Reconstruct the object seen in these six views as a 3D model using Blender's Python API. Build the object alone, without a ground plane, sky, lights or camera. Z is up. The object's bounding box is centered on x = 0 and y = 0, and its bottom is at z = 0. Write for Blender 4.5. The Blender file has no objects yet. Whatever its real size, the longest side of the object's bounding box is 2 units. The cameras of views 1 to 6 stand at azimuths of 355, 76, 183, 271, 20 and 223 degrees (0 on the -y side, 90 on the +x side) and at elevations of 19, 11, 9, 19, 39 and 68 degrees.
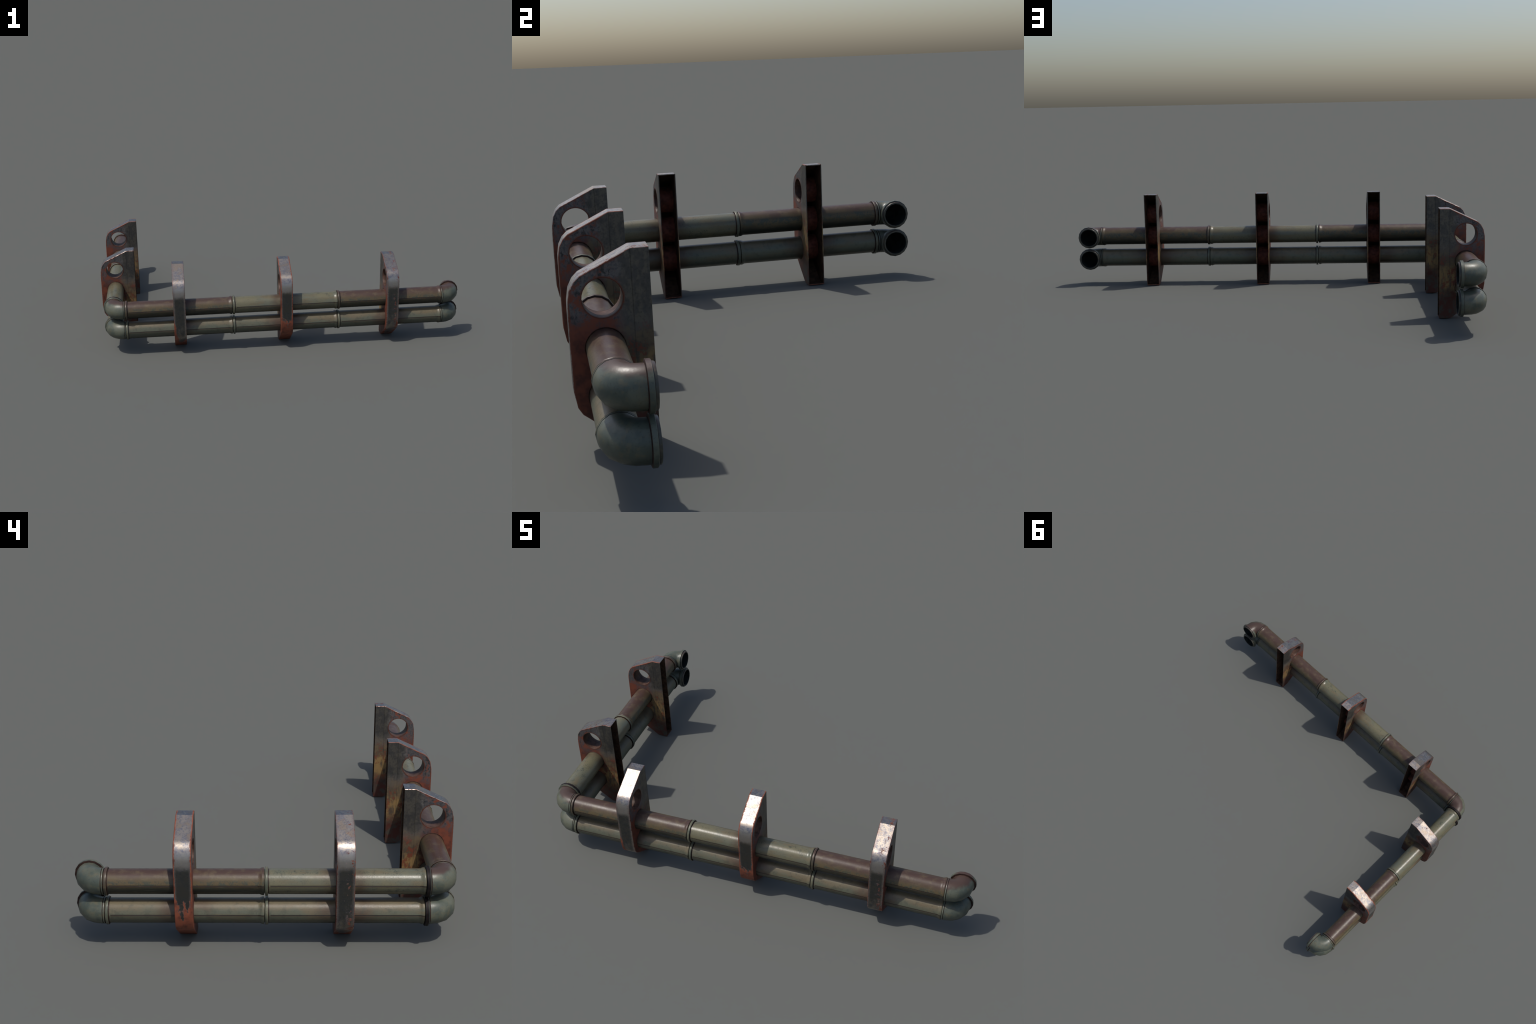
"""Corner run of two stacked painted pipes carried by five rusty sheet-metal wall brackets."""
import bpy, bmesh, math
from mathutils import Vector, Matrix

# ------------------------------------------------------------------ sizes (metres)
PIPE_R   = 0.0461
BEAD_R   = 0.0500
COLLAR_R = 0.0520
LIP_R    = 0.0493
ELBOW_R  = 0.0488
FLANGE_R = 0.0565
SIDES    = 16
SEAM_Z   = 0.0026             # the weld seam sits a little above the axis, on the outward side
HEIGHTS  = (0.2498, 0.1338)          # axes of the two pipe lines
HOLE_Z   = (0.367, 0.2500, 0.1338)   # the top hole of every bracket stays empty
AX_Y     = -0.6305                   # axis of the long arm (runs along x)
AX_X     = -0.9190                   # axis of the short arm (runs along y)
END_X    = 0.9435
END_Y    = 0.6542
LONG_JOINTS  = (-0.857, -0.275, 0.302, 0.882)
SHORT_JOINTS = (0.592, 0.016, -0.559)

HALF_W = 0.0325      # bracket half width
SHEET  = 0.0030      # bracket sheet thickness
CHAMF  = 0.0016
HOLE_D = 0.1125      # hole axis, measured from the back
HOLE_R = 0.0470
BACK_Y = -0.518
BACK_X = -0.8065
LONG_BRACKETS  = (-0.5625, 0.018, 0.6005)
SHORT_BRACKETS = (-0.271, 0.302)

# bracket side profile: (depth from the open back, height)
PROFILE = [(0.0, 0.4785), (0.043, 0.4785), (0.162, 0.4215), (0.176, 0.408), (0.187, 0.387),
           (0.192, 0.358), (0.193, 0.330), (0.193, 0.152), (0.1855, 0.110), (0.175, 0.0925),
           (0.150, 0.0725), (0.047, 0.0), (0.0, 0.0)]


# ------------------------------------------------------------------ small node language
class Mat:
    def __init__(self, name):
        self.m = bpy.data.materials.new(name)
        self.m.use_nodes = True
        self.t = self.m.node_tree
        self.t.nodes.clear()
        self.out = self.n('ShaderNodeOutputMaterial')
        self.b = self.n('ShaderNodeBsdfPrincipled')
        self.t.links.new(self.b.outputs[0], self.out.inputs[0])
        tc = self.n('ShaderNodeTexCoord')
        self.obj = tc.outputs['Object']
        sep = self.n('ShaderNodeSeparateXYZ')
        self.link(self.obj, sep.inputs[0])
        self.x, self.y, self.z = sep.outputs
        geo = self.n('ShaderNodeNewGeometry')
        sn = self.n('ShaderNodeSeparateXYZ')
        self.link(geo.outputs['Normal'], sn.inputs[0])
        self.up = sn.outputs[2]
        oi = self.n('ShaderNodeObjectInfo')
        self.index = oi.outputs['Object Index']
        self.loc = oi.outputs['Location']

    def n(self, t):
        return self.t.nodes.new(t)

    def link(self, a, b):
        self.t.links.new(a, b)

    def put(self, v, sock):
        if isinstance(v, (int, float)):
            sock.default_value = v
        elif isinstance(v, tuple):
            sock.default_value = (*v, 1.0) if len(v) == 3 and len(sock.default_value) == 4 else v
        else:
            self.link(v, sock)

    def math(self, op, a, b=0.0, c=0.0):
        n = self.n('ShaderNodeMath'); n.operation = op
        self.put(a, n.inputs[0]); self.put(b, n.inputs[1]); self.put(c, n.inputs[2])
        return n.outputs[0]

    def add(self, a, b): return self.math('ADD', a, b)
    def sub(self, a, b): return self.math('SUBTRACT', a, b)
    def mul(self, a, b): return self.math('MULTIPLY', a, b)
    def mx(self, a, b): return self.math('MAXIMUM', a, b)
    def mn(self, a, b): return self.math('MINIMUM', a, b)
    def inv(self, a): return self.math('SUBTRACT', 1.0, a)
    def absv(self, a): return self.math('ABSOLUTE', a)

    def ramp(self, v, lo, hi):
        """smooth 0..1 as v goes lo..hi (lo may exceed hi)"""
        n = self.n('ShaderNodeMapRange'); n.interpolation_type = 'SMOOTHSTEP'
        self.put(v, n.inputs[0])
        if lo <= hi:
            a, b, c, d = lo, hi, 0.0, 1.0
        else:
            a, b, c, d = hi, lo, 1.0, 0.0
        for i, q in enumerate((a, b, c, d)):
            n.inputs[1 + i].default_value = q
        return n.outputs[0]

    def band(self, v, centre, half, soft):
        return self.ramp(self.absv(self.sub(v, centre)), half + soft, half)

    def coords(self, scale=(1, 1, 1), shift=0.0):
        """object coordinates, moved per object so repeats differ"""
        mp = self.n('ShaderNodeMapping')
        mp.inputs['Scale'].default_value = scale
        self.link(self.obj, mp.inputs[0])
        if shift:
            v = self.n('ShaderNodeVectorMath'); v.operation = 'SCALE'
            self.link(self.loc, v.inputs[0]); v.inputs['Scale'].default_value = shift
            a = self.n('ShaderNodeVectorMath'); a.operation = 'ADD'
            self.link(mp.outputs[0], a.inputs[0]); self.link(v.outputs[0], a.inputs[1])
            return a.outputs[0]
        return mp.outputs[0]

    def noise(self, scale, detail=4.0, rough=0.55, vec=None, dist=0.0):
        n = self.n('ShaderNodeTexNoise')
        n.inputs['Scale'].default_value = scale
        n.inputs['Detail'].default_value = detail
        n.inputs['Roughness'].default_value = rough
        n.inputs['Distortion'].default_value = dist
        self.link(vec if vec is not None else self.obj, n.inputs['Vector'])
        return n.outputs[0]

    def mix(self, f, a, b):
        n = self.n('ShaderNodeMix'); n.data_type = 'RGBA'
        self.put(f, n.inputs[0]); self.put(a, n.inputs[6]); self.put(b, n.inputs[7])
        return n.outputs[2]

    def lerp(self, f, a, b):
        n = self.n('ShaderNodeMix'); n.data_type = 'FLOAT'
        self.put(f, n.inputs[0]); self.put(a, n.inputs[2]); self.put(b, n.inputs[3])
        return n.outputs[0]

    def bump(self, h, strength, dist):
        n = self.n('ShaderNodeBump')
        n.inputs['Strength'].default_value = strength
        n.inputs['Distance'].default_value = dist
        self.link(h, n.inputs['Height'])
        self.link(n.outputs[0], self.b.inputs['Normal'])

    def done(self, col, rough, metal=0.0, spec=0.5):
        self.put(col, self.b.inputs['Base Color'])
        self.put(rough, self.b.inputs['Roughness'])
        self.put(metal, self.b.inputs['Metallic'])
        self.put(spec, self.b.inputs['Specular IOR Level'])
        return self.m


BROWN  = (0.060, 0.034, 0.026)
TAN    = (0.096, 0.070, 0.035)
GREEN  = (0.130, 0.119, 0.071)
OLIVE  = (0.128, 0.100, 0.054)
SAGE   = (0.104, 0.110, 0.080)
TEAL   = (0.046, 0.052, 0.039)
SOOT   = (0.018, 0.019, 0.014)
LINE   = (0.034, 0.017, 0.013)
RUST   = (0.168, 0.043, 0.021)
RUST_D = (0.075, 0.021, 0.013)
OCHRE  = (0.250, 0.155, 0.060)
CHAR   = (0.043, 0.040, 0.034)
STEEL  = (0.365, 0.318, 0.270)
STEEL_B = (0.180, 0.185, 0.215)


def pipe_material(name, kind):
    m = Mat(name)
    shade, spec = {'brown': (0.50, 0.36), 'green': (0.26, 0.42), 'drab': (0.30, 0.38)}[kind]
    v = m.coords((1, 1, 1), 3.7)
    big = m.noise(9.0, 4, 0.55, v)
    mid = m.noise(38.0, 5, 0.6, v)
    fine = m.noise(210.0, 4, 0.65, v)
    along = m.coords((0.35, 1.6, 1.6), 3.7)
    streak = m.noise(24.0, 5, 0.6, along)
    jit = m.mul(m.sub(big, 0.5), 1.1)
    upj = m.add(m.up, jit)
    if kind == 'brown':
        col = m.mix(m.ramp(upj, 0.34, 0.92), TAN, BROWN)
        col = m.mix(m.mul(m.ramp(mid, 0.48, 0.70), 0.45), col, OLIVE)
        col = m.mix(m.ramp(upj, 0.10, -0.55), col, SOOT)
        zone = m.band(m.up, 0.12, 0.20, 0.25)
        speck = m.mul(m.ramp(m.add(mid, m.mul(fine, 0.7)), 0.80, 0.92), m.mul(zone, 0.85))
        col = m.mix(speck, col, TEAL)
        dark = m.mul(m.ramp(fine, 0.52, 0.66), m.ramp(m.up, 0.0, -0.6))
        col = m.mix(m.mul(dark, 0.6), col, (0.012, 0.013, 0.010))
        rough = m.lerp(streak, 0.30, 0.50)
    elif kind == 'green':
        col = m.mix(m.ramp(big, 0.38, 0.66), GREEN, SAGE)
        col = m.mix(m.mul(m.ramp(m.add(m.mul(streak, 0.6), m.mul(big, 0.4)), 0.48, 0.60), 0.75), col, OLIVE)
        zone = m.mx(m.ramp(m.up, 0.55, 0.95), m.ramp(m.up, 0.05, -0.5))
        zone = m.add(m.mul(zone, 0.70), 0.30)
        speck = m.mul(m.ramp(m.add(m.mul(mid, 0.8), m.mul(fine, 0.7)), 0.78, 0.92), zone)
        col = m.mix(m.mul(speck, 0.85), col, TEAL)
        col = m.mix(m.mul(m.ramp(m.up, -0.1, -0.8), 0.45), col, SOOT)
        # rust bleeding out of the bracket in the middle of the length
        near = m.band(m.x, 0.288, 0.040, 0.055)
        col = m.mix(m.mul(near, m.ramp(big, 0.30, 0.62)), col, (0.074, 0.050, 0.031))
        rough = m.lerp(streak, 0.24, 0.40)
    else:                                   # the lower line: plain olive drab, browner by the brackets
        col = m.mix(m.ramp(m.add(m.up, m.mul(m.sub(big, 0.5), 1.6)), 0.25, 0.75), (0.098, 0.102, 0.071), (0.132, 0.108, 0.066))
        col = m.mix(m.mul(m.ramp(streak, 0.46, 0.70), 0.7), col, (0.122, 0.090, 0.048))
        near = m.band(m.x, 0.288, 0.040, 0.10)
        col = m.mix(m.mul(near, m.ramp(big, 0.32, 0.60)), col, (0.074, 0.046, 0.030))
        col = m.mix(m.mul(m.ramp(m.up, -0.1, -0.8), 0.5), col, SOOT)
        col = m.mix(m.mul(m.ramp(mid, 0.52, 0.66), 0.4), col, TEAL)
        rough = m.lerp(streak, 0.30, 0.48)
    # long weld seam on the outward side; groove and the shade below it painted dark
    outer = m.ramp(m.y, 0.0, -0.03)
    inside = m.mul(m.ramp(m.x, 0.020, 0.024), outer)
    under = m.mul(m.mul(m.ramp(m.z, SEAM_Z + 0.0005, SEAM_Z - 0.0015), m.ramp(m.z, -0.060, -0.004)), inside)
    col = m.mix(m.mul(under, shade), col, SOOT)
    seam = m.mul(m.band(m.z, SEAM_Z + 0.0002, 0.0013, 0.0008), inside)
    col = m.mix(m.mul(seam, 0.92), col, (0.012, 0.008, 0.007))
    lip = m.mul(m.band(m.z, SEAM_Z - 0.0030, 0.0010, 0.0010), inside)
    col = m.mix(m.mul(lip, 0.6), col, (0.060, 0.032, 0.021))
    # dirt collecting right behind the collar
    ring = m.band(m.x, 0.0155, 0.0012, 0.0018)
    col = m.mix(m.mul(ring, 0.85), col, LINE)
    # fine grime everywhere, and faint lengthwise scratches
    scratch = m.noise(300.0, 3, 0.7, m.coords((0.05, 1.0, 1.0), 3.7))
    col = m.mix(m.mul(m.ramp(fine, 0.54, 0.70), 0.28), col, SOOT)
    col = m.mix(m.mul(m.ramp(scratch, 0.60, 0.72), 0.22), col, (0.180, 0.160, 0.120))
    rough = m.add(rough, m.mul(m.sub(fine, 0.5), 0.18))
    m.bump(m.add(m.mul(mid, 0.7), m.mul(fine, 0.30)), 0.32, 0.002)
    return m.done(col, rough, 0.0, spec)


def fitting_material(name, base, top=None, amount=1.0, shift=5.1, hand=0.0):
    """elbows, collars and lips; `top` is a brown bloom on the faces that look up"""
    m = Mat(name)
    v = m.coords((1, 1, 1), shift)
    big = m.noise(16.0, 4, 0.55, v)
    mid = m.noise(60.0, 5, 0.6, v)
    fine = m.noise(230.0, 3, 0.6, v)
    col = m.mix(m.ramp(big, 0.38, 0.60), base, tuple(c * q for c, q in zip(base, (0.58, 0.66, 0.72))))
    col = m.mix(m.mul(m.ramp(mid, 0.50, 0.66), 0.50), col, (0.118, 0.100, 0.058))
    col = m.mix(m.mul(m.ramp(fine, 0.54, 0.70), 0.30), col, SOOT)
    if top is not None:
        inward = m.mul(m.add(m.mul(m.x, hand), m.y), 6.0 if hand else 0.0)      # bloom sits in the crook of the bend
        f = m.ramp(m.add(m.add(m.up, inward), m.mul(m.sub(big, 0.5), 1.1)), 0.58, 0.95)
        col = m.mix(m.mul(f, amount), col, top)
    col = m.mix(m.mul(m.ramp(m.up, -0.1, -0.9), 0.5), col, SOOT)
    m.bump(m.add(m.mul(mid, 0.6), m.mul(fine, 0.2)), 0.30, 0.002)
    return m.done(col, m.lerp(m.add(mid, m.mul(m.sub(fine, 0.5), 0.5)), 0.28, 0.50), 0.0, 0.42)


def plain_material(name, col, rough):
    m = Mat(name)
    v = m.coords((1, 1, 1), 2.3)
    f = m.noise(55.0, 5, 0.6, v)
    c = m.mix(m.ramp(f, 0.35, 0.68), col, tuple(q * 0.45 for q in col))
    m.bump(f, 0.2, 0.002)
    return m.done(c, rough, 0.0, 0.18)


def plate_material():
    """bracket sides: charred steel at the top of the back, ochre below, red primer forward and low"""
    m = Mat('bracket_side_paint')
    v = m.coords((1, 1, 1), 0.9)
    big = m.noise(11.0, 4, 0.55, v)
    mid = m.noise(34.0, 6, 0.62, v)
    fine = m.noise(140.0, 5, 0.65, v)
    tall = m.noise(26.0, 5, 0.6, m.coords((1.0, 2.2, 0.7), 0.9))
    d = m.mul(m.y, -1.0)
    z = m.z
    wob = m.mul(m.sub(mid, 0.5), 0.11)
    wob2 = m.mul(m.sub(big, 0.5), 0.10)
    zz = m.add(z, m.add(wob, wob2))
    dd = m.add(d, m.mul(m.sub(mid, 0.5), 0.07))

    red = m.mix(m.ramp(mid, 0.36, 0.66), RUST, RUST_D)
    # back half, bottom to top: dark red, ochre with red runs, charcoal
    umber = m.mix(m.ramp(mid, 0.40, 0.62), (0.130, 0.090, 0.050), (0.072, 0.053, 0.034))
    yellow = m.mul(m.ramp(m.absv(m.sub(zz, 0.165)), 0.075, 0.020), m.ramp(tall, 0.66, 0.44))
    och = m.mix(yellow, umber, OCHRE)
    och = m.mix(m.mul(m.ramp(tall, 0.52, 0.66), 0.5), och, CHAR)
    och = m.mix(m.mul(m.ramp(m.add(mid, m.mul(m.sub(fine, 0.5), 0.5)), 0.53, 0.63), 0.85), och, RUST)
    char = m.mix(m.ramp(m.add(mid, m.mul(m.sub(tall, 0.5), 0.8)), 0.40, 0.64), (0.092, 0.087, 0.082), (0.140, 0.126, 0.104))
    char = m.mix(m.mul(m.ramp(fine, 0.48, 0.66), 0.5), char, (0.055, 0.053, 0.051))
    low = m.mix(m.ramp(mid, 0.42, 0.60), RUST_D, (0.055, 0.046, 0.036))
    back = m.mix(m.ramp(zz, 0.262, 0.330), och, char)
    back = m.mix(m.ramp(zz, 0.135, 0.075), back, low)
    # front half: red primer, worn to blue-grey steel around the empty hole
    hy = m.sub(d, HOLE_D)
    hz = m.sub(z, HOLE_Z[0])
    r = m.math('SQRT', m.add(m.mul(hy, hy), m.mul(hz, hz)))
    steel_c = m.mix(m.ramp(fine, 0.40, 0.66), (0.150, 0.135, 0.132), (0.080, 0.080, 0.086))
    worn = m.ramp(m.add(zz, m.mul(m.sub(fine, 0.5), 0.10)), 0.275, 0.360)
    worn = m.mul(worn, m.ramp(m.add(mid, m.mul(m.sub(fine, 0.5), 0.4)), 0.36, 0.50))
    soot = m.mul(m.ramp(m.add(tall, m.mul(m.sub(fine, 0.5), 0.3)), 0.54, 0.64), worn)
    front = m.mix(worn, red, steel_c)
    front = m.mix(m.mul(soot, 0.85), front, (0.040, 0.040, 0.040))
    bottom = m.ramp(z, 0.105, 0.03)
    front = m.mix(m.mul(bottom, 0.75), front, low)
    split = m.ramp(dd, 0.058, 0.090)
    col = m.mix(split, back, front)
    # red showing along the hole rims and the worn top edge
    rim = m.ramp(m.add(r, m.mul(m.sub(fine, 0.5), 0.010)), HOLE_R + 0.0065, HOLE_R + 0.0005)
    line = m.sub(0.4785 + 0.043 * 0.479, m.mul(d, 0.479))       # height of the sloping edge at depth d
    edge = m.mul(m.ramp(m.add(m.sub(line, z), m.mul(m.sub(mid, 0.5), 0.016)), 0.0075, 0.0020), m.ramp(d, 0.05, 0.07))
    nose = m.ramp(m.add(d, m.mul(m.sub(mid, 0.5), 0.012)), 0.186, 0.191)
    col = m.mix(m.mul(m.mx(m.mx(rim, edge), nose), 0.85), col, RUST)
    # shade of the crease below the top shoulder, drawn as a thin dark line
    fold = m.mul(m.band(d, 0.043, 0.0007, 0.0010), m.ramp(z, 0.10, 0.20))
    col = m.mix(m.mul(fold, 0.4), col, (0.022, 0.018, 0.014))
    metal = m.mul(m.mul(worn, split), 0.65)
    metal = m.mx(metal, m.mul(m.mul(m.ramp(zz, 0.28, 0.34), m.inv(split)), 0.75))
    rough = m.lerp(metal, 0.62, 0.44)
    m.bump(m.add(m.mul(mid, 0.6), m.mul(fine, 0.4)), 0.30, 0.0025)
    return m.done(col, rough, metal, 0.4)


def band_material(name, rust_edge, rust_low, specks, lean=0.0):
    """bracket edge band: steel with a painted highlight on the shoulder, primer at the borders and foot"""
    m = Mat(name)
    v = m.coords((1, 1, 1), 1.3)
    big = m.noise(14.0, 4, 0.55, v)
    mid = m.noise(46.0, 6, 0.62, v)
    fine = m.noise(170.0, 5, 0.65, v)
    run = m.noise(40.0, 5, 0.62, m.coords((1.3, 1.0, 0.45), 1.3))
    ax = m.absv(m.x)
    steel = m.mix(m.ramp(m.add(m.add(m.mul(mid, 0.6), m.mul(big, 0.4)), m.mul(m.sub(fine, 0.5), 0.35)), 0.42, 0.58), STEEL, STEEL_B)
    steel = m.mix(m.mul(m.ramp(m.add(big, m.mul(m.sub(mid, 0.5), 0.6)), 0.52, 0.64), 0.55), steel, (0.400, 0.300, 0.190))
    steel = m.mix(m.mul(m.ramp(fine, 0.52, 0.66), 0.45), steel, (0.110, 0.110, 0.125))
    shoulder_highlight = m.band(m.add(m.z, m.mul(m.sub(mid, 0.5), 0.03)), 0.362, 0.018, 0.022)      # steel lightened where the highlight falls on the rounded shoulder
    steel = m.mix(m.mul(shoulder_highlight, 0.75), steel, (0.400, 0.370, 0.345))
    red = m.mix(m.ramp(mid, 0.42, 0.74), (0.205, 0.055, 0.026), RUST_D)
    # rusty borders
    fray = m.add(m.mul(m.sub(mid, 0.5), 0.013), m.mul(m.sub(fine, 0.5), 0.008))
    e = m.add(ax, fray)
    border = m.ramp(e, HALF_W - rust_edge - 0.0010, HALF_W - rust_edge + 0.0010)
    steel = m.mix(m.mul(m.ramp(e, HALF_W - 0.013, HALF_W - 0.003), 0.6), steel, (0.250, 0.195, 0.180))
    # rust climbing from the foot, higher at the borders
    h = m.add(m.z, m.add(m.mul(m.sub(run, 0.5), 0.30), m.mul(m.sub(fine, 0.5), 0.12)))
    h = m.sub(h, m.mul(m.ramp(ax, 0.006, 0.034), 0.065))
    h = m.sub(h, m.mul(m.ramp(m.x, 0.005, -0.030), lean))
    foot = m.ramp(h, rust_low + 0.006, rust_low - 0.010)
    spk = m.mul(m.ramp(m.add(mid, m.mul(m.sub(fine, 0.5), 0.5)), 0.665 - 0.075 * specks, 0.685 - 0.075 * specks), m.ramp(m.x, -0.012, 0.016))
    rust = m.mx(m.mx(border, foot), m.mul(spk, 1.0 if specks else 0.0))
    if specks:                              # loose rust islands on the lower half
        isle = m.ramp(m.add(m.mul(run, 0.5), m.add(m.mul(mid, 0.5), m.mul(m.sub(fine, 0.5), 0.4))), 0.520, 0.545)
        isle = m.mul(isle, m.mul(m.ramp(m.z, 0.22, 0.12), m.ramp(m.x, -0.004, 0.016)))
        rust = m.mx(rust, isle)
    col = m.mix(rust, steel, red)
    ground_reflection = m.mul(m.mul(m.add(m.mul(m.ramp(m.add(m.z, m.mul(m.sub(run, 0.5), 0.25)), 0.07, 0.19), 0.65), 0.35), m.ramp(m.add(m.z, m.mul(m.sub(mid, 0.5), 0.03)), 0.350, 0.318)), m.ramp(ax, 0.031, 0.020))  # dark ground mirrored in the upright front, tinted into the steel colour
    ground_reflection = m.mul(ground_reflection, m.inv(rust))
    col = m.mix(m.mul(ground_reflection, 0.85), col, (0.066, 0.070, 0.067))
    metal = m.mul(m.inv(rust), 0.95)
    rough = m.lerp(rust, m.lerp(m.add(mid, m.mul(m.sub(fine, 0.5), 0.5)), 0.30, 0.54), 0.62)
    m.bump(m.add(m.mul(mid, 0.6), m.mul(fine, 0.4)), 0.22, 0.002)
    return m.done(col, rough, metal, 0.45)


# ------------------------------------------------------------------ mesh helpers
def make_mesh(name, verts, faces, mats, face_mats=None, sharp=math.radians(38)):
    me = bpy.data.meshes.new(name)
    me.from_pydata([tuple(p) for p in verts], [], faces)
    bm = bmesh.new(); bm.from_mesh(me)
    bmesh.ops.recalc_face_normals(bm, faces=bm.faces)
    bm.to_mesh(me); bm.free()
    for mt in mats:
        me.materials.append(mt)
    if face_mats:
        me.polygons.foreach_set('material_index', face_mats)
    me.polygons.foreach_set('use_smooth', [True] * len(me.polygons))
    me.set_sharp_from_angle(angle=sharp)
    me.update()
    return me


def add_object(name, mesh, parent=None, loc=(0, 0, 0), rot=0.0, index=0):
    o = bpy.data.objects.new(name, mesh)
    bpy.context.scene.collection.objects.link(o)
    o.parent = parent
    o.location = loc
    o.rotation_euler = (0, 0, rot)
    o.pass_index = index
    return o


def circle_angles(n=SIDES, seam=False):
    """angles around the pipe axis, 0 = +y, 90 = +z; the seam adds a narrow notch on the -y side"""
    out = []
    for i in range(n):
        a = 2 * math.pi * i / n
        if seam and i == n // 2:
            w = 0.0012 / PIPE_R
            c = a - SEAM_Z / PIPE_R
            out += [(c - 1.5 * w, 0.0), (c - 0.4 * w, -0.0011), (c + 0.4 * w, -0.0011), (c + 1.5 * w, -0.0002), (a, 0.0)]
        else:
            out.append((a, 0.0))
    return out


def revolve_x(rings, mats, name, ring_mats=None, seam_rings=(), close=True, angles=None):
    """rings: (x, radius) along the x axis, lofted and capped"""
    ang = angles or circle_angles()
    k = len(ang)
    verts, faces, fm = [], [], []
    for j, (x, r) in enumerate(rings):
        for a, dr in ang:
            q = r + (dr if j in seam_rings else 0.0)
            verts.append((x, q * math.cos(a), q * math.sin(a)))
    for j in range(len(rings) - 1):
        for i in range(k):
            i2 = (i + 1) % k
            faces.append((j * k + i, j * k + i2, (j + 1) * k + i2, (j + 1) * k + i))
            fm.append(ring_mats[j] if ring_mats else 0)
    if close:
        faces.append(tuple(range(k - 1, -1, -1))); fm.append(fm[0])
        faces.append(tuple((len(rings) - 1) * k + i for i in range(k))); fm.append(fm[-2])
    return make_mesh(name, verts, faces, mats, fm)


# ------------------------------------------------------------------ pipes
def pipe_mesh(length, mat):
    L = length
    rings = [(0.0005, 0.0445), (0.0150, 0.0445), (0.0152, PIPE_R), (0.0230, PIPE_R), (0.0236, PIPE_R),
             (L * 0.5, PIPE_R), (L - 0.0236, PIPE_R), (L - 0.0230, PIPE_R), (L - 0.0165, PIPE_R),
             (L - 0.0125, PIPE_R + 0.0018), (L - 0.0085, BEAD_R - 0.0005), (L - 0.0055, BEAD_R), (L - 0.0025, BEAD_R - 0.0002),
             (L - 0.0010, BEAD_R - 0.0012), (L - 0.0006, 0.0440), (L, 0.0440)]
    return revolve_x(rings, [mat], 'pipe', seam_rings=(4, 5, 6), angles=circle_angles(seam=True))


def collar_mesh(mats):
    R = COLLAR_R
    rings = [(0.0028, 0.0440), (0.0028, R - 0.0014), (0.0032, R - 0.0006), (0.0040, R), (0.0120, R),
             (0.0128, R - 0.0006), (0.0132, R - 0.0014), (0.0138, 0.0450)]
    return revolve_x(rings, mats, 'collar', ring_mats=[1, 0, 0, 0, 0, 0, 1])


# ------------------------------------------------------------------ elbows
BEND = 0.0475

def elbow_mesh(mats, hollow, flip):
    """local frame: pipe side along +x, mouth along +y; origin where the two axes cross"""
    steps = 4
    s = -1.0 if flip else 1.0
    stations = [(Vector((0.0532, 0, 0)), Vector((1, 0, 0)))]
    for i in range(steps + 1):
        t = (math.pi / 2) * i / steps
        c = Vector((BEND - BEND * math.sin(t), BEND - BEND * math.cos(t), 0))
        stations.append((c, Vector((math.cos(t), -math.sin(t), 0))))
    stations.append((Vector((0, 0.0585, 0)), Vector((0, -1, 0))))

    def tube(radius, stn, base):
        vs, fs = [], []
        for c, tan in stn:
            side = Vector((-tan.y, tan.x, 0))
            for k in range(SIDES):
                a = 2 * math.pi * k / SIDES
                p = c + side * (radius * math.cos(a)) + Vector((0, 0, radius * math.sin(a)))
                # keep the tight inside of the bend from folding over itself
                vs.append(Vector((s * p.x, p.y, p.z)))
        for j in range(len(stn) - 1):
            for k in range(SIDES):
                k2 = (k + 1) % SIDES
                fs.append(tuple(base + q for q in (j * SIDES + k, j * SIDES + k2, (j + 1) * SIDES + k2, (j + 1) * SIDES + k)))
        return vs, fs

    verts, faces = tube(ELBOW_R, stations, 0)
    fm = [0] * len(faces)
    if hollow:
        b = len(verts)
        v2, f2 = tube(0.0428, stations[1:], b)
        faces.append(tuple(b + k for k in range(SIDES))); fm.append(1)     # plug where the pipe comes in
        verts += v2; faces += f2; fm += [1] * len(f2)
    me = make_mesh('elbow', verts, faces, mats, fm, math.radians(60))
    return me


def lip_mesh(mats):
    """thin turned lip closing the elbow against the next pipe, along +x"""
    R = LIP_R
    rings = [(0.0500, 0.0440), (0.0528, ELBOW_R - 0.0016), (0.0556, ELBOW_R - 0.0016), (0.0558, R - 0.0005), (0.0564, R),
             (0.0600, R), (0.0610, R - 0.0006), (0.0614, 0.0445), (0.0622, 0.0440)]
    return revolve_x(rings, mats, 'lip', ring_mats=[1, 1, 1, 0, 0, 0, 1, 1])


def mouth_flange_mesh(mats):
    """big flange and inner lip round an open elbow mouth, along +x, hollow"""
    R = FLANGE_R
    rings = [(0.0500, 0.0435), (0.0500, ELBOW_R - 0.001), (0.0545, ELBOW_R + 0.0002), (0.0552, R - 0.0012), (0.0560, R), (0.0672, R), (0.0680, R - 0.0008),
             (0.0684, 0.0520), (0.0690, 0.0512), (0.0742, 0.0508), (0.0757, 0.0498), (0.0761, 0.0450),
             (0.0750, 0.0436), (0.0500, 0.0432)]
    return revolve_x(rings, mats, 'flange', ring_mats=[1, 1, 1, 1, 0, 0, 3, 1, 3, 3, 3, 2, 2], close=False)


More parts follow.
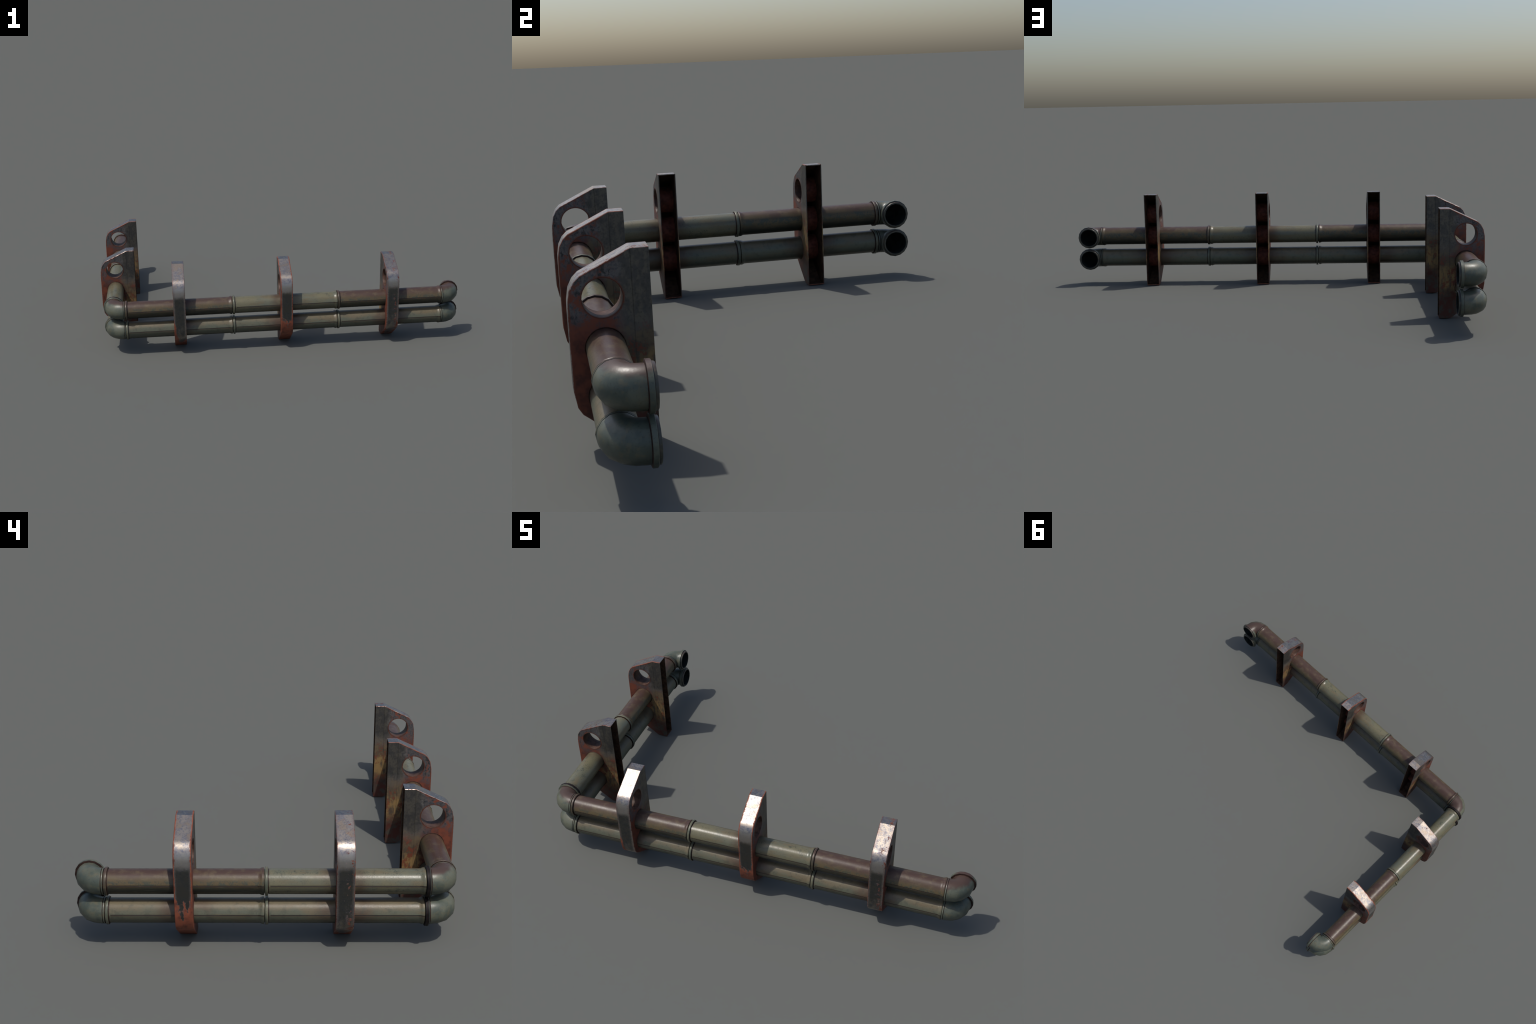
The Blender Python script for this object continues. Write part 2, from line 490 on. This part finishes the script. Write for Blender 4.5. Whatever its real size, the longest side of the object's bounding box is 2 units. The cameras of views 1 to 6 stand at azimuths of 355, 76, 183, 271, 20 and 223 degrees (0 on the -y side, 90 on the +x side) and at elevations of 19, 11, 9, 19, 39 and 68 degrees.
def joint_flange_mesh(mats):
    """flange between corner elbow and the short arm: pale face to the elbow, dark band round the rim"""
    R = FLANGE_R
    rings = [(0.0500, 0.0440), (0.0515, ELBOW_R - 0.0008), (0.0518, ELBOW_R + 0.0002), (0.0545, ELBOW_R + 0.0002), (0.0556, ELBOW_R + 0.0012), (0.0566, R - 0.0012),
             (0.0580, R), (0.0640, R + 0.0002), (0.0645, R - 0.0006), (0.0655, R - 0.0004), (0.0702, R - 0.0004), (0.0710, R - 0.0014), (0.0714, 0.0445)]
    return revolve_x(rings, mats, 'flange', ring_mats=[1, 1, 1, 1, 0, 0, 2, 1, 1, 2, 2, 2])


# ------------------------------------------------------------------ brackets
def inset_profile(c):
    """profile moved inwards by c (the open back edge stays on the back plane)"""
    n = len(PROFILE)
    out = []
    for i, p in enumerate(PROFILE):
        p = Vector(p)
        ns = []
        if i > 0:
            e = (p - Vector(PROFILE[i - 1])).normalized(); ns.append(Vector((-e.y, e.x)))
        if i < n - 1:
            e = (Vector(PROFILE[i + 1]) - p).normalized(); ns.append(Vector((-e.y, e.x)))
        # profile runs clockwise seen with depth to the right, so inward is the right-hand normal
        ns = [-q for q in ns]
        if len(ns) == 2:
            m = (ns[0] + ns[1]).normalized()
            out.append(p + m * (c / max(0.35, m.dot(ns[0]))))
        else:
            out.append(p + ns[0] * c)
    return out


def dense_profile(pts):
    """add guard points close to the ends of long straight runs so shading stays flat on them"""
    out = []
    for i in range(len(pts) - 1):
        a, b = Vector(pts[i]), Vector(pts[i + 1])
        out.append(a)
        ln = (b - a).length
        if ln > 0.06:
            out.append(a + (b - a) * (0.012 / ln))
            out.append((a + b) / 2)
            out.append(b - (b - a) * (0.012 / ln))
    out.append(Vector(pts[-1]))
    return out


def plate_mesh(side, mat, inner_mat):
    """one side sheet with three round holes; side = +1 or -1"""
    bm = bmesh.new()
    pts = dense_profile(inset_profile(CHAMF))
    xo = side * HALF_W
    layers = []
    for x in (xo, xo - side * SHEET):
        loop = [bm.verts.new((x, -p.x, p.y)) for p in pts]
        edges = [bm.edges.new((loop[i], loop[(i + 1) % len(loop)])) for i in range(len(loop))]
        holes = []
        for hz in HOLE_Z:
            ring = []
            for k in range(28):
                a = 2 * math.pi * k / 28
                ring.append(bm.verts.new((x, -(HOLE_D + HOLE_R * math.cos(a)), hz + HOLE_R * math.sin(a))))
            edges += [bm.edges.new((ring[i], ring[(i + 1) % 28])) for i in range(28)]
            holes.append(ring)
        fill = bmesh.ops.triangle_fill(bm, use_beauty=True, use_dissolve=False, edges=edges)
        for f in [g for g in fill['geom'] if isinstance(g, bmesh.types.BMFace)]:
            f.material_index = 0 if not layers else 1
        layers.append((loop, holes))
    (l0, h0), (l1, h1) = layers
    n = len(l0)
    bm.faces.new((l0[n - 1], l0[0], l1[0], l1[n - 1]))             # raw back edge of the sheet
    me = bpy.data.meshes.new('side_plate')
    for f in bm.faces:
        want = side if f.material_index == 0 else -side
        f.normal_update()
        if f.normal.x * want < 0:
            f.normal_flip()
    bm.to_mesh(me); bm.free()
    me.materials.append(mat); me.materials.append(inner_mat)
    return me


def band_mesh(mat, inner_mat):
    """edge band wrapping top, shoulder, front and foot, with chamfered corners, open at the back"""
    outer = dense_profile(PROFILE)
    cham = dense_profile(inset_profile(CHAMF))
    inner = dense_profile(inset_profile(SHEET))
    verts, faces, fm = [], [], []
    wi, w = HALF_W - CHAMF, HALF_W
    cols = [(-w, cham), (-wi, outer), (-0.012, outer), (0.012, outer), (wi, outer), (w, cham), (w - SHEET * 0.9, inner), (-w + SHEET * 0.9, inner)]
    k = len(cols)
    for i in range(len(outer)):
        for x, prof in cols:
            verts.append((x, -prof[i].x, prof[i].y))
    for i in range(len(outer) - 1):
        for j in (0, 1, 2, 3, 4):
            faces.append((i * k + j, i * k + j + 1, (i + 1) * k + j + 1, (i + 1) * k + j)); fm.append(0)
        faces.append((i * k + 6, i * k + 7, (i + 1) * k + 7, (i + 1) * k + 6)); fm.append(1)
    for i, o in ((0, 1), (len(outer) - 1, 1)):
        faces.append(tuple(i * k + j for j in (0, 1, 2, 3, 4, 5, 6, 7))); fm.append(0)
    me = make_mesh('edge_band', verts, faces, [mat, inner_mat], fm, math.radians(24))
    return me


def sleeve_mesh(hz, mats):
    """short tube welded between the side sheets at each hole, with a rolled rim"""
    w = HALF_W
    ri, ro = HOLE_R, HOLE_R + 0.003
    ang = [(2 * math.pi * k / 28, 0.0) for k in range(28)]
    rings = [(-w + 0.0004, ro - 0.0012), (-w - 0.0006, ri + 0.0012), (-w + 0.0010, ri), (-w * 0.5, ri), (0, ri), (w * 0.5, ri), (w - 0.0010, ri), (w + 0.0006, ri + 0.0012),
             (w - 0.0004, ro - 0.0012), (w - SHEET, ro), (-w + SHEET, ro), (-w + 0.0004, ro - 0.0012)]
    me = revolve_x(rings, mats, 'sleeve', ring_mats=[0] * 8 + [1] * 3, close=False, angles=ang)
    for vtx in me.vertices:
        vtx.co.y += -HOLE_D
        vtx.co.z += hz
    me.update()
    return me


# ------------------------------------------------------------------ materials
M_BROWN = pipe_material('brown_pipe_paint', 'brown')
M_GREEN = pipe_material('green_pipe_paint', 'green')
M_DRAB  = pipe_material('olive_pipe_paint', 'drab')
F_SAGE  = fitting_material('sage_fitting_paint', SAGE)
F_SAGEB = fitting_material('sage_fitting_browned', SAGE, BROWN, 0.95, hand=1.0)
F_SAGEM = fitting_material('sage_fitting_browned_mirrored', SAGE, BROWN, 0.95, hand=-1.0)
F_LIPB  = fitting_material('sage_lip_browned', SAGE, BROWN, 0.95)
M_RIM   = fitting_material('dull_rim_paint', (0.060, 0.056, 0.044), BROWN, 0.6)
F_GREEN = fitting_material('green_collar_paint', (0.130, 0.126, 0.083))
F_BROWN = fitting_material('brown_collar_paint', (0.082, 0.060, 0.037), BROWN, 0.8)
M_LINE  = plain_material('rust_line', LINE, 0.6)
M_DARK_RIM  = plain_material('dark_flange_rim', (0.013, 0.010, 0.010), 0.55)
M_HOLE  = plain_material('pipe_inside', (0.018, 0.022, 0.020), 0.6)
M_PLATE = plate_material()
M_INNER = plain_material('bracket_inside', (0.085, 0.045, 0.026), 0.75)
M_SLEEVE = plain_material('sleeve_primer', (0.150, 0.042, 0.027), 0.6)
M_BORE  = plain_material('sleeve_bore', (0.092, 0.050, 0.036), 0.50)
BANDS = [band_material('band_bright_steel', 0.0002, 0.035, 0.0, 0.10),
         band_material('band_rusty_border', 0.0048, 0.160, 0.0),
         band_material('band_flecked_steel', 0.0008, 0.010, 1.0)]


# ------------------------------------------------------------------ assembly
root = bpy.data.objects.new('pipe_assembly', None)
bpy.context.scene.collection.objects.link(root)
root['label'] = 'corner run of two weathered green and brown pipes on rusty brackets'
root['category'] = 'industrial pipes'

EAST, SOUTH = 0.0, -math.pi / 2          # long arm runs to +x, short arm runs to -y

mesh_cache = {}
def cached(key, fn):
    if key not in mesh_cache:
        mesh_cache[key] = fn()
    return mesh_cache[key]

def add_pipe(pos, rot, length, mat, cmat):
    p = add_object('pipe', cached(('pipe', round(length, 4), mat.name), lambda: pipe_mesh(length, mat)), root, pos, rot)
    add_object('collar', cached(('collar', cmat.name), lambda: collar_mesh([cmat, M_LINE])), p)
    return p

for level, z in enumerate(HEIGHTS):
    top = level == 0
    paints = ((M_BROWN, F_BROWN), (M_GREEN, F_GREEN), (M_BROWN, F_BROWN)) if top else ((M_DRAB, F_GREEN),) * 3
    for i in range(3):
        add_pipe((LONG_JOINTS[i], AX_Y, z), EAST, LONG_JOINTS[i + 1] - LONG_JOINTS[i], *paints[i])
    for i in range(2):
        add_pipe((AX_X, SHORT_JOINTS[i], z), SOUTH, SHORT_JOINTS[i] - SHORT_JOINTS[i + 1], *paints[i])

    # corner elbow: lip to the long arm, dark-rimmed flange to the short arm
    em, lm = (F_SAGEB, F_LIPB) if top else (F_SAGE, F_SAGE)
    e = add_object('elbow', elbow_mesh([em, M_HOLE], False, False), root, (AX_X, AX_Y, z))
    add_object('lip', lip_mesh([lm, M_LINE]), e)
    add_object('flange', joint_flange_mesh([lm, M_LINE, M_DARK_RIM]), e, rot=math.pi / 2)
    # long arm end: mouth turned to the wall (+y)
    em = F_SAGEM if top else F_SAGE
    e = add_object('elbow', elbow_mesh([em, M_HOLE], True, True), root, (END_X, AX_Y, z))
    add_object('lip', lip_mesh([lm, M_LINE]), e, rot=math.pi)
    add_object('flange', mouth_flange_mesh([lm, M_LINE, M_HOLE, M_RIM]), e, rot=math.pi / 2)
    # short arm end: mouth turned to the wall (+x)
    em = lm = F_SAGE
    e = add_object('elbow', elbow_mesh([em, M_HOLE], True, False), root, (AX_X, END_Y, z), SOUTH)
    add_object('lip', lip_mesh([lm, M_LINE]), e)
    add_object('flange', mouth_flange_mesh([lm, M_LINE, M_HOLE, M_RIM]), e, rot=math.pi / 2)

def add_bracket(pos, rot, look):
    b = bpy.data.objects.new('bracket', None)
    bpy.context.scene.collection.objects.link(b)
    b.parent = root
    b.location = pos
    b.rotation_euler = (0, 0, rot)
    for side in (1, -1):
        add_object('side_plate', cached(('plate', side), lambda: plate_mesh(side, M_PLATE, M_INNER)), b)
    add_object('edge_band', cached(('band', look), lambda: band_mesh(BANDS[look], M_INNER)), b)
    for hz in HOLE_Z:
        add_object('sleeve', cached(('sleeve', hz), lambda: sleeve_mesh(hz, [M_BORE, M_SLEEVE])), b)

for x, look in zip(LONG_BRACKETS, (0, 1, 2)):
    add_bracket((x, BACK_Y, 0), EAST, look)
for y, look in zip(SHORT_BRACKETS, (2, 1)):
    add_bracket((BACK_X, y, 0), SOUTH, look)
